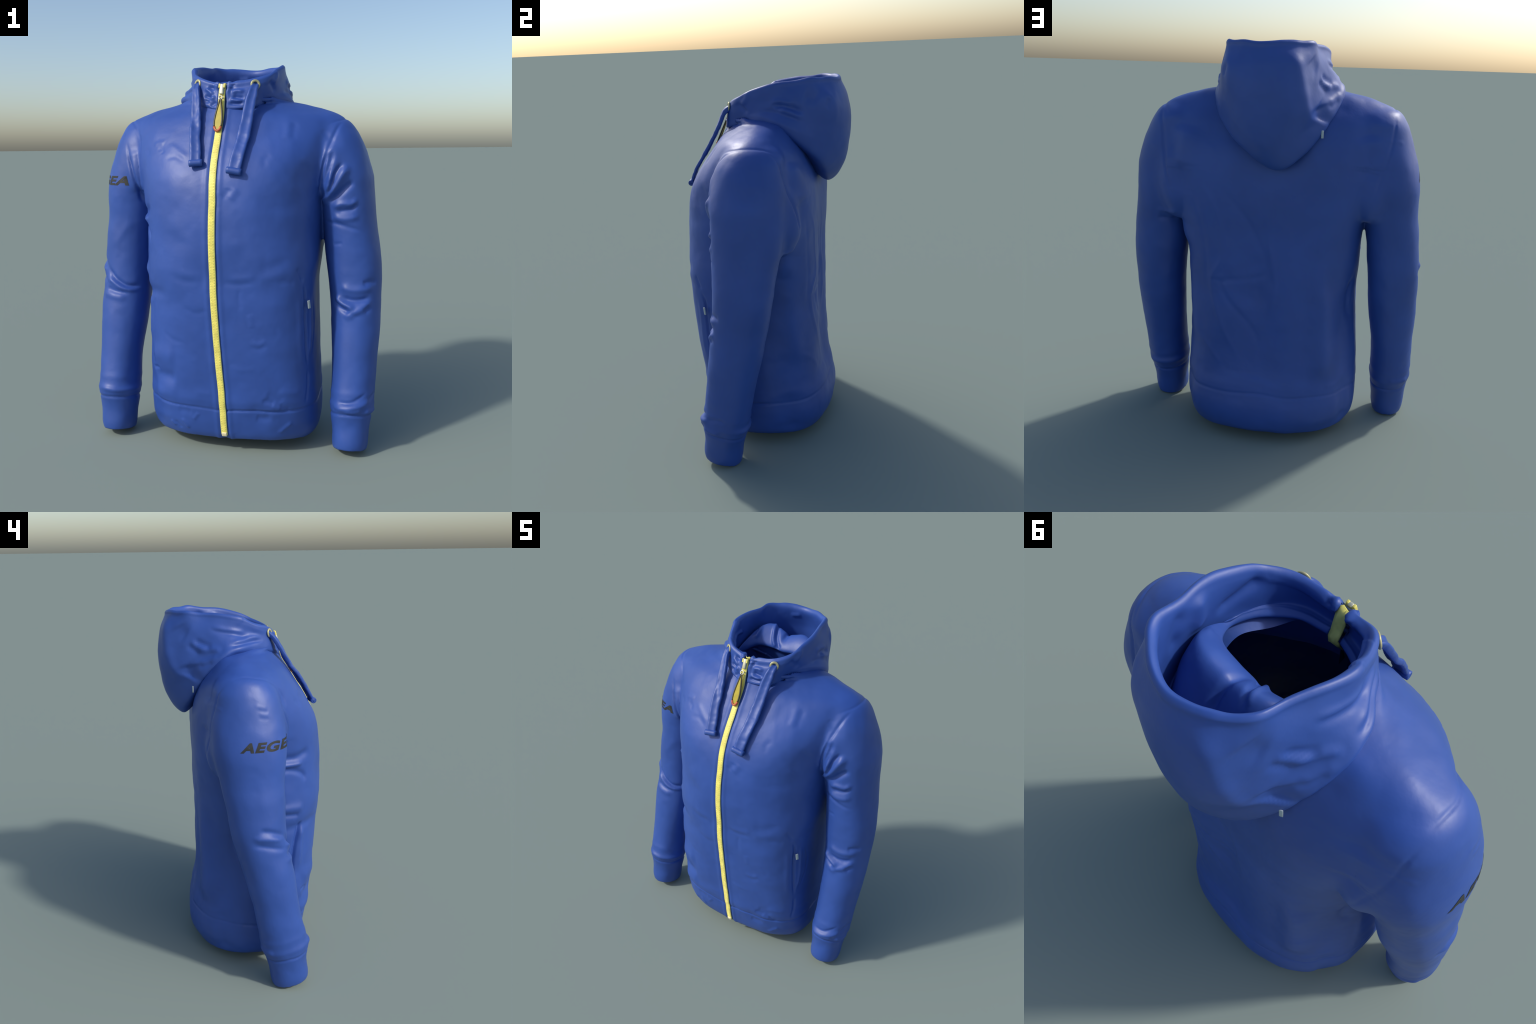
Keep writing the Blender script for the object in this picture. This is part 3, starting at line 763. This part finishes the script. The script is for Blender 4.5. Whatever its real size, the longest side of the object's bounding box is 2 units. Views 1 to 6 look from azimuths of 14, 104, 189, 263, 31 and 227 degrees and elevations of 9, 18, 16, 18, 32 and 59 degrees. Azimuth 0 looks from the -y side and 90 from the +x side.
# right corner ridge
fold([(-0.090, 0.395, 1.972), (-0.127, 0.407, 1.922), (-0.159, 0.410, 1.844), (-0.178, 0.401, 1.764), (-0.192, 0.367, 1.681), (-0.197, 0.335, 1.616)], 0.0330, 0.0099)
fold([(-0.238, 0.273, 1.797), (-0.277, 0.178, 1.809), (-0.317, 0.116, 1.802)], 0.0176, 0.0074)
fold([(-0.229, 0.316, 1.730), (-0.245, 0.293, 1.695), (-0.239, 0.295, 1.653)], 0.0440, -0.0074)
fold([(0.183, 0.327, 1.951), (0.160, 0.399, 1.854), (0.163, 0.392, 1.751)], 0.0220, 0.0037)
fold([(0.175, 0.373, 1.898), (0.189, 0.370, 1.861), (0.197, 0.360, 1.844)], 0.0154, -0.0062)
# left side folds
fold([(0.249, 0.083, 1.874), (0.255, 0.144, 1.868), (0.249, 0.202, 1.849), (0.239, 0.248, 1.818)], .016, -.014)
fold([(0.258, 0.117, 1.854), (0.255, 0.189, 1.828), (0.240, 0.250, 1.805)], .016, .010)
fold([(0.245, 0.073, 1.887), (0.251, 0.135, 1.884), (0.246, 0.202, 1.866)], .014, .008)
fold([(0.239, 0.009, 1.841), (0.260, 0.098, 1.837), (0.263, 0.167, 1.818), (0.244, 0.246, 1.785)], .014, -.007)
fold([(0.226, 0.246, 1.912), (0.221, 0.286, 1.902), (0.211, 0.325, 1.887)], .035, -.010)
fold([(0.223, -0.043, 1.937), (0.224, -0.053, 1.906), (0.206, -0.089, 1.865)], .014, .006)
fold([(0.198, -0.119, 1.887), (0.209, -0.079, 1.856), (0.216, -0.050, 1.828)], .014, -.006)
# collar front
fold([(-0.124, 0.344, 1.939), (0.013, -0.190, 1.852), (0.006, -0.199, 1.819), (0.013, -0.209, 1.786)], .009, .010)
fold([(-0.100, 0.360, 1.935), (0.032, -0.188, 1.852), (0.028, -0.192, 1.833)], .009, -.010)
fold([(0.025, -0.198, 1.819), (0.053, -0.194, 1.828), (0.092, -0.194, 1.824)], .010, .010)
fold([(0.031, -0.202, 1.805), (0.060, -0.203, 1.799), (0.093, -0.201, 1.794)], .009, -.010)
fold([(0.017, -0.207, 1.791), (0.051, -0.208, 1.781), (0.089, -0.204, 1.780)], .010, .009)
fold([(0.013, -0.212, 1.772), (0.052, -0.211, 1.768), (0.090, -0.206, 1.771)], .008, -.008)
fold([(-0.185, 0.242, 1.921), (-0.052, -0.187, 1.854), (-0.066, -0.191, 1.822)], .010, .010)
fold([(-0.116, -0.172, 1.848), (-0.088, -0.183, 1.832), (-0.070, -0.195, 1.808)], .010, .010)
fold([(-0.100, -0.176, 1.852), (-0.078, -0.181, 1.846), (-0.062, -0.184, 1.850)], .010, -.009)
fold([(-0.119, -0.180, 1.815), (-0.090, -0.192, 1.804), (-0.075, -0.196, 1.803)], .010, -.010)
fold([(-0.094, -0.200, 1.776), (-0.074, -0.199, 1.794), (-0.054, -0.199, 1.807)], .010, .009)
fold([(-0.082, -0.207, 1.756), (-0.061, -0.209, 1.770), (-0.046, -0.210, 1.779)], .009, -.008)
fold([(-0.122, -0.187, 1.787), (-0.094, -0.197, 1.785), (-0.068, -0.202, 1.789)], .010, -.008)
fold([(-0.085, 0.368, 1.935), (-0.048, 0.380, 1.938), (-0.021, 0.383, 1.945)], .012, .006)

# wavy rim, inner wall folds, seam between the two lobes of the neck roll
fold([(.20, .14, 1.97), (.19, .15, 1.90), (.19, .15, 1.84)], .025, .012, (-1, 0, 0))
fold([(.20, .20, 1.97), (.175, .24, 1.90), (.17, .24, 1.84)], .022, -.010, (-1, 0, 0))
fold([(.20, -.08, 1.90), (.19, .0, 1.87), (.20, .09, 1.85)], .02, -.012, (-1, 0, 0))
fold([(-.01, .155, 1.84), (-.008, .19, 1.87), (-.005, .22, 1.88), (0, .28, 1.83), (0, .31, 1.78)], .014, -.013, None, .3)
h += .0035 * value_noise(v, 9.0, 5) + .0016 * value_noise(v, 22.0, 6)
set_coords(hood.data, v + n * h[:, None])
add_part(hood, None, M_CLOTH)
hood_tree = BVHTree.FromPolygons([tuple(x) for x in coords(hood.data)], [tuple(p.vertices) for p in hood.data.polygons])


def front_y(x, z, trees=(outer_tree, hood_tree)):
    best = None
    for t in trees:
        hit = t.ray_cast(Vector((x, -1.0, z)), Vector((0, 1, 0)))
        if hit[0] is not None and (best is None or hit[0].y < best):
            best = hit[0].y
    return best

# ------------------------------------------------------------------ zip
zs = np.linspace(.098, 1.858, 240)
fy = np.array([np.mean([front_y(float(zip_x(z)) + dx, float(z)) or -.2 for dx in (-.04, .04)]) for z in zs])
fy = np.where(zs > 1.70, np.minimum(fy, np.interp(zs, [1.70, 1.76, 1.82, 1.86], [-.236, -.220, -.200, -.183])), fy)
# smooth the path (a tape bridges small dips)
for _ in range(6):
    fy[1:-1] = .25 * fy[:-2] + .5 * fy[1:-1] + .25 * fy[2:]
path = np.stack([zip_x(zs), fy, zs], 1)
tan = np.gradient(path, axis=0); tan /= np.linalg.norm(tan, axis=1)[:, None]
out = np.stack([np.zeros(len(zs)), -tan[:, 2], tan[:, 1]], 1); out /= np.linalg.norm(out, axis=1)[:, None]
side = np.tile([1.0, 0, 0], (len(zs), 1))


def ribbon(name, centre, prof, mat, parent=None):
    """Sweep a closed profile [(side, out)] along the zip path."""
    V = []
    for p, s, o in zip(centre, side, out):
        for a, b in prof:
            V.append(p + s * a + o * b)
    k = len(prof)
    F = grid_faces(len(centre), k, close_v=True)
    F += [tuple(range(k))[::-1], tuple(range((len(centre) - 1) * k, len(centre) * k))]
    ob = mesh_object(name, V, F)
    fix_normals(ob.data)
    return add_part(ob, parent, mat)

zipper = ribbon("zipper", path, [(-.019, -.008), (-.019, .001), (-.017, .002), (.017, .002), (.019, .001), (.019, -.008)], M_EDGE)
tape = ribbon("zipper_tape", path, [(-.0165, -.004), (-.0165, .0025), (-.0150, .0035), (.0150, .0035), (.0165, .0025), (.0165, -.004)], M_TAPE, zipper)
V = []
for zz, yy in ((1.866, -.176), (1.85, -.163), (1.82, -.158), (1.79, -.150), (1.776, -.138), (1.75, -.145), (1.72, -.17)):
    for dx in (-.020, -.008, .008, .020):
        V.append((-.021 + dx, yy + .003 + .004 * math.sin(zz * 90 + dx * 120), zz + .004 * math.sin(dx * 200)))
lining = mesh_object("zipper_lining", V, grid_faces(7, 4))
sol = lining.modifiers.new("thickness", "SOLIDIFY"); sol.thickness = .005; sol.offset = 0
apply_modifiers(lining)
add_part(lining, zipper, M_TAPE)
# interlocking teeth: small rounded blocks set alternately left and right, one fine chain
def block(c, s, o, t, a, b, l):
    P = []
    for da in (-a, a):
        for db in (0, b):
            for dl in (-l, l):
                k = .75 if db else 1
                P.append(c + s * da * k + o * db + t * dl * k)
    F = [(0, 1, 3, 2), (4, 6, 7, 5), (0, 4, 5, 1), (2, 3, 7, 6), (0, 2, 6, 4), (1, 5, 7, 3)]
    return P, F
TV, TF = [], []
step = .0068
L = np.concatenate([[0], np.cumsum(np.linalg.norm(np.diff(path, axis=0), axis=1))])
for k, d in enumerate(np.arange(.02, L[-1] - .02, step)):
    c = np.array([np.interp(d, L, path[:, i]) for i in range(3)])
    o = np.array([np.interp(d, L, out[:, i]) for i in range(3)]); t = np.array([np.interp(d, L, tan[:, i]) for i in range(3)])
    s = np.array([1.0, 0, 0])
    sg = 1 if k % 2 else -1
    P, F = block(c + s * sg * .0025 + o * .0030, s, o, t, .0115, .0014, .0031)
    TF += [tuple(i + len(TV) for i in f) for f in F]; TV += P
teeth = mesh_object("zipper_teeth", TV, TF, smooth=False)
fix_normals(teeth.data)
teeth["kind"] = "stuff"
add_part(teeth, zipper, M_TEETH)


def box_part(name, c, size, mat, parent, bevel=.003, rot=None):
    bm = bmesh.new()
    bmesh.ops.create_cube(bm, size=1)
    for x in bm.verts:
        x.co = Vector((x.co.x * size[0], x.co.y * size[1], x.co.z * size[2]))
    bmesh.ops.bevel(bm, geom=list(bm.edges), offset=bevel, segments=3, affect="EDGES", profile=.5)
    if rot is not None:
        bmesh.ops.transform(bm, matrix=rot, verts=bm.verts)
    bmesh.ops.translate(bm, vec=Vector(c), verts=bm.verts)
    me = bpy.data.meshes.new(name); bm.to_mesh(me); bm.free()
    me.polygons.foreach_set("use_smooth", [True] * len(me.polygons))
    ob = bpy.data.objects.new(name, me)
    bpy.context.scene.collection.objects.link(ob)
    return add_part(ob, parent, mat)


def torus_part(name, c, normal, R, r, mat, parent, flat=1.0, stretch=1.0):
    bm = bmesh.new()
    nu, nv = 40, 14
    rings = []
    for i in range(nu):
        a = 2 * math.pi * i / nu
        ring = []
        for j in range(nv):
            b = 2 * math.pi * j / nv
            ring.append(bm.verts.new(((R + r * math.cos(b)) * math.cos(a), (R + r * math.cos(b)) * math.sin(a) * stretch, r * flat * math.sin(b))))
        rings.append(ring)
    for i in range(nu):
        for j in range(nv):
            bm.faces.new((rings[i][j], rings[(i + 1) % nu][j], rings[(i + 1) % nu][(j + 1) % nv], rings[i][(j + 1) % nv]))
    q = Vector(normal).to_track_quat("Z", "Y").to_matrix().to_4x4()
    bmesh.ops.transform(bm, matrix=Matrix.Translation(Vector(c)) @ q, verts=bm.verts)
    bm.normal_update()
    me = bpy.data.meshes.new(name); bm.to_mesh(me); bm.free()
    me.polygons.foreach_set("use_smooth", [True] * len(me.polygons))
    ob = bpy.data.objects.new(name, me)
    bpy.context.scene.collection.objects.link(ob)
    fix_normals(me)
    return add_part(ob, parent, mat)


def at_zip(z):
    i = int(np.argmin(np.abs(zs - z)))
    return path[i], out[i], tan[i]


def frame_matrix(t, o):
    s = np.cross(o, t) * -1
    return Matrix(((s[0], -o[0], t[0], 0), (s[1], -o[1], t[1], 0), (s[2], -o[2], t[2], 0), (0, 0, 0, 1)))

p, o, t = at_zip(.104)
box_part("zipper_stop", p + o * .004, (.026, .012, .022), M_STOP, zipper, .003, frame_matrix(t, o))
p, o, t = at_zip(1.835)
slider = box_part("zipper_slider", p + o * .010, (.021, .016, .055), M_SILVER, zipper, .006, frame_matrix(t, o))
for s in (-1, 1):
    box_part("zipper_stop", p + np.array([s * .012, 0, .018]) + o * .006, (.010, .012, .022), M_TEETH, zipper, .003, frame_matrix(t, o))
p, o, t = at_zip(1.795)
ring_c = p + o * .018
torus_part("slider_ring", ring_c, o + np.array([0, 0, .25]), .0095, .0035, M_SILVER, zipper)

# pull: a long drop-shaped loop hanging from the ring
def drop_curve(a0, a1, w0, w1, k=44):
    """Closed outline of the drop in (side, along) from narrow top to round bottom."""
    Ls = a1 - a0
    pts = []
    for i in range(k):
        th = 2 * math.pi * i / k
        u = (1 - math.cos(th)) / 2
        w = w0 + (w1 - w0) * u ** 1.1
        pts.append((w * math.sin(th), a0 + Ls * u))
    return pts

top = ring_c + np.array([0, -.002, -.004])
pe, oe, te = at_zip(1.628)
bottom = pe + oe * .012 + np.array([-.004, 0, 0])
axis = bottom - top; Lp = np.linalg.norm(axis); axis /= Lp
pn = np.cross(np.array([1.0, 0, 0]), axis); pn /= np.linalg.norm(pn)
if pn[1] > 0:
    pn = -pn
ps = np.array([1.0, 0, 0])
ps = ps - axis * (ps @ axis); ps /= np.linalg.norm(ps)
outline = drop_curve(0, Lp, .005, .028)


def tube_loop(name, pts2, sel, r, mat, parent):
    ring = 10
    C = [top + ps * a + axis * b for a, b in pts2]
    idx = [i for i in range(len(C)) if sel(pts2[i])]
    # rotate so that the kept points are one run
    start = 0
    for q in range(len(idx)):
        if (idx[q] - 1) % len(C) not in idx:
            start = q
    idx = idx[start:] + idx[:start]
    V = []
    for i in idx:
        tg = C[(i + 1) % len(C)] - C[i - 1]; tg /= np.linalg.norm(tg)
        b = np.cross(tg, pn); b /= np.linalg.norm(b)
        for j in range(ring):
            a = 2 * math.pi * j / ring
            V.append(C[i] + r * (b * math.cos(a) + pn * math.sin(a)))
    F = grid_faces(len(idx), ring, close_v=True)
    F += [tuple(range(ring)), tuple(range((len(idx) - 1) * ring, len(idx) * ring))]
    ob = mesh_object(name, V, F); fix_normals(ob.data)
    return add_part(ob, parent, mat)

cut = Lp * .88
pull = tube_loop("zipper_pull", outline, lambda q: q[1] < cut + .002, .0045, M_PULLEDGE, zipper)
tube_loop("pull_end", outline, lambda q: q[1] > cut - .002, .0066, M_RED, zipper)
V = [top + ps * a * .85 + axis * b - pn * .0015 for a, b in outline] + [top + ps * a * .85 + axis * b + pn * .0015 for a, b in outline]
K = len(outline)
F = [tuple(range(K)), tuple(range(2 * K - 1, K - 1, -1))] + [(i, (i + 1) % K, K + (i + 1) % K, K + i) for i in range(K)]
core = mesh_object("pull_core", V, F, False); fix_normals(core.data)
add_part(core, zipper, M_PULL)

# ------------------------------------------------------------------ eyelets and drawstrings
def drawstring(side_sign, pts, twist, width):
    """Flat doubled tape hanging from the eyelet: cross-section with a soft central dip."""
    P = np.array(pts, float)
    k = arc_knots(P)
    tt = np.linspace(0, k[-1], 90)
    C = spline(k, P, tt)
    u = np.linspace(0, 1, 90)
    T = np.gradient(C, axis=0); T /= np.linalg.norm(T, axis=1)[:, None]
    V = []; m = 28
    for i in range(90):
        ang = np.interp(u[i], [0, .2, .45, .6, 1], twist)
        s0 = np.array([math.cos(ang), math.sin(ang), 0.0])
        s0 = s0 - T[i] * (s0 @ T[i]); s0 /= np.linalg.norm(s0)
        o0 = np.cross(s0, T[i]);
        if o0[1] > 0: o0 = -o0
        w = np.interp(u[i], [0, .06, .2, .5, 1], np.array([.45, .6, .82, .95, 1.0]) * width)
        th0 = np.interp(u[i], [0, .1, .3, 1], [.015, .015, .013, .010])
        for j in range(m):
            a = 2 * math.pi * j / m
            x = np.sign(math.cos(a)) * abs(math.cos(a)) ** .6
            y = np.sign(math.sin(a)) * abs(math.sin(a)) ** .6
            dip = 1 - .45 * math.exp(-(x / .5) ** 2)
            V.append(C[i] + s0 * w * x + o0 * th0 * y * dip)
    F = grid_faces(90, m, close_v=True) + [tuple(range(m)), tuple(range(89 * m, 90 * m))]
    ob = mesh_object("drawstring", V, F); fix_normals(ob.data)
    vv = coords(ob.data); nn = vertex_normals(ob.data)
    set_coords(ob.data, vv + nn * (.0020 * value_noise(vv, 30, 9) + .0015 * value_noise(vv, 60, 11))[:, None])
    add_part(ob, None, M_CORD)
    # rolled end, a little tube across the tape with open ends
    e, sdir = C[-1], s0
    V = []; rows = [(-1.0, .3), (-.93, .35), (-1.08, .75), (-1.02, 1.0), (-.7, 1.02), (0, .98), (.7, 1.02), (1.02, 1.0), (1.08, .75), (.93, .35), (1.0, .3)]
    for a, r in rows:
        for j in range(20):
            b = 2 * math.pi * j / 20
            V.append(e + sdir * a * (width + .003) + (o0 * math.cos(b) + T[-1] * math.sin(b)) * .0165 * r)
    F = grid_faces(len(rows), 20, close_v=True) + [tuple(range(20)), tuple(range((len(rows) - 1) * 20, len(rows) * 20))]
    end = mesh_object("cord_end", V, F); fix_normals(end.data)
    add_part(end, ob, M_CORD)
    return ob

drawstring(1, [(.142, -.160, 1.860), (.138, -.198, 1.832), (.130, -.232, 1.77), (.122, -.292, 1.665), (.116, -.337, 1.595), (.104, -.390, 1.52), (.094, -.424, 1.447)],
           [.5, .35, .15, .12, .12], .031)
drawstring(-1, [(-.163, -.135, 1.872), (-.162, -.173, 1.845), (-.150, -.219, 1.775), (-.135, -.278, 1.68), (-.125, -.322, 1.62), (-.110, -.370, 1.54), (-.100, -.401, 1.484)],
           [-.5, -.3, -.1, .25, .15], .0275)


def eyelet(c, nrm):
    ob = torus_part("eyelet", c, nrm, .0185, .0065, M_BRASS, None, .7)
    return ob
eyelet((.142, -.174, 1.860), (.45, -1, .15))
eyelet((-.163, -.150, 1.872), (-.7, -1, .15))

# ------------------------------------------------------------------ pocket pull and neck tag
puller = box_part("pocket_pull", (.430, -.292, .795), (.016, .007, .042), M_PALE, None, .003, Matrix.Rotation(math.radians(52), 4, "Z") @ Matrix.Rotation(math.radians(-8), 4, "Y"))
tag = box_part("neck_tag", (-.252, .278, 1.595), (.012, .004, .036), M_PALE, None, .002, Matrix.Rotation(math.radians(25), 4, "Z"))

# ------------------------------------------------------------------ lettering on the right sleeve
def sleeve_lettering(word, z0, height, y_from, ang0, ang1):
    parent = parts["sleeveR"]
    cur = bpy.data.curves.new("lettering", "FONT")
    cur.body = word; cur.size = 1; cur.shear = .32; cur.offset = .045; cur.space_character = 1.16
    ob = bpy.data.objects.new("lettering_source", cur)
    bpy.context.scene.collection.objects.link(ob)
    dg = bpy.context.evaluated_depsgraph_get()
    me = bpy.data.meshes.new_from_object(ob.evaluated_get(dg))
    bpy.data.objects.remove(ob)
    bm = bmesh.new(); bm.from_mesh(me)
    bmesh.ops.triangulate(bm, faces=bm.faces)
    bmesh.ops.subdivide_edges(bm, edges=[e for e in bm.edges if e.calc_length() > .06], cuts=3, use_grid_fill=True)
    bmesh.ops.triangulate(bm, faces=bm.faces)
    bm.to_mesh(me); bm.free()
    V = coords(me)
    lo, hi = V.min(0), V.max(0)
    s = (V[:, 0] - lo[0]) / (hi[0] - lo[0]); t = (V[:, 1] - lo[1]) / (hi[1] - lo[1])
    out_v = []
    cx, cy = -.57, .03
    for a, b in zip(s, t):
        ang = ang0 + (ang1 - ang0) * a
        z = z0[0] + (z0[1] - z0[0]) * a + (b - .5) * height
        d = Vector((-math.cos(ang), math.sin(ang), 0))
        hit = outer_tree.ray_cast(Vector((cx, cy, z)) + d * .6, -d)
        q = hit[0] if hit[0] is not None else Vector((cx, cy, z)) + d * .16
        out_v.append(q + d * .0012)
    set_coords(me, np.array([tuple(q) for q in out_v]))
    me.polygons.foreach_set("use_smooth", [True] * len(me.polygons))
    o = bpy.data.objects.new("lettering", me)
    bpy.context.scene.collection.objects.link(o)
    fix_normals(me)
    return add_part(o, parent, M_INK)

sleeve_lettering("AEGEA", (1.390, 1.388), .050, .1, math.radians(17), math.radians(-97))
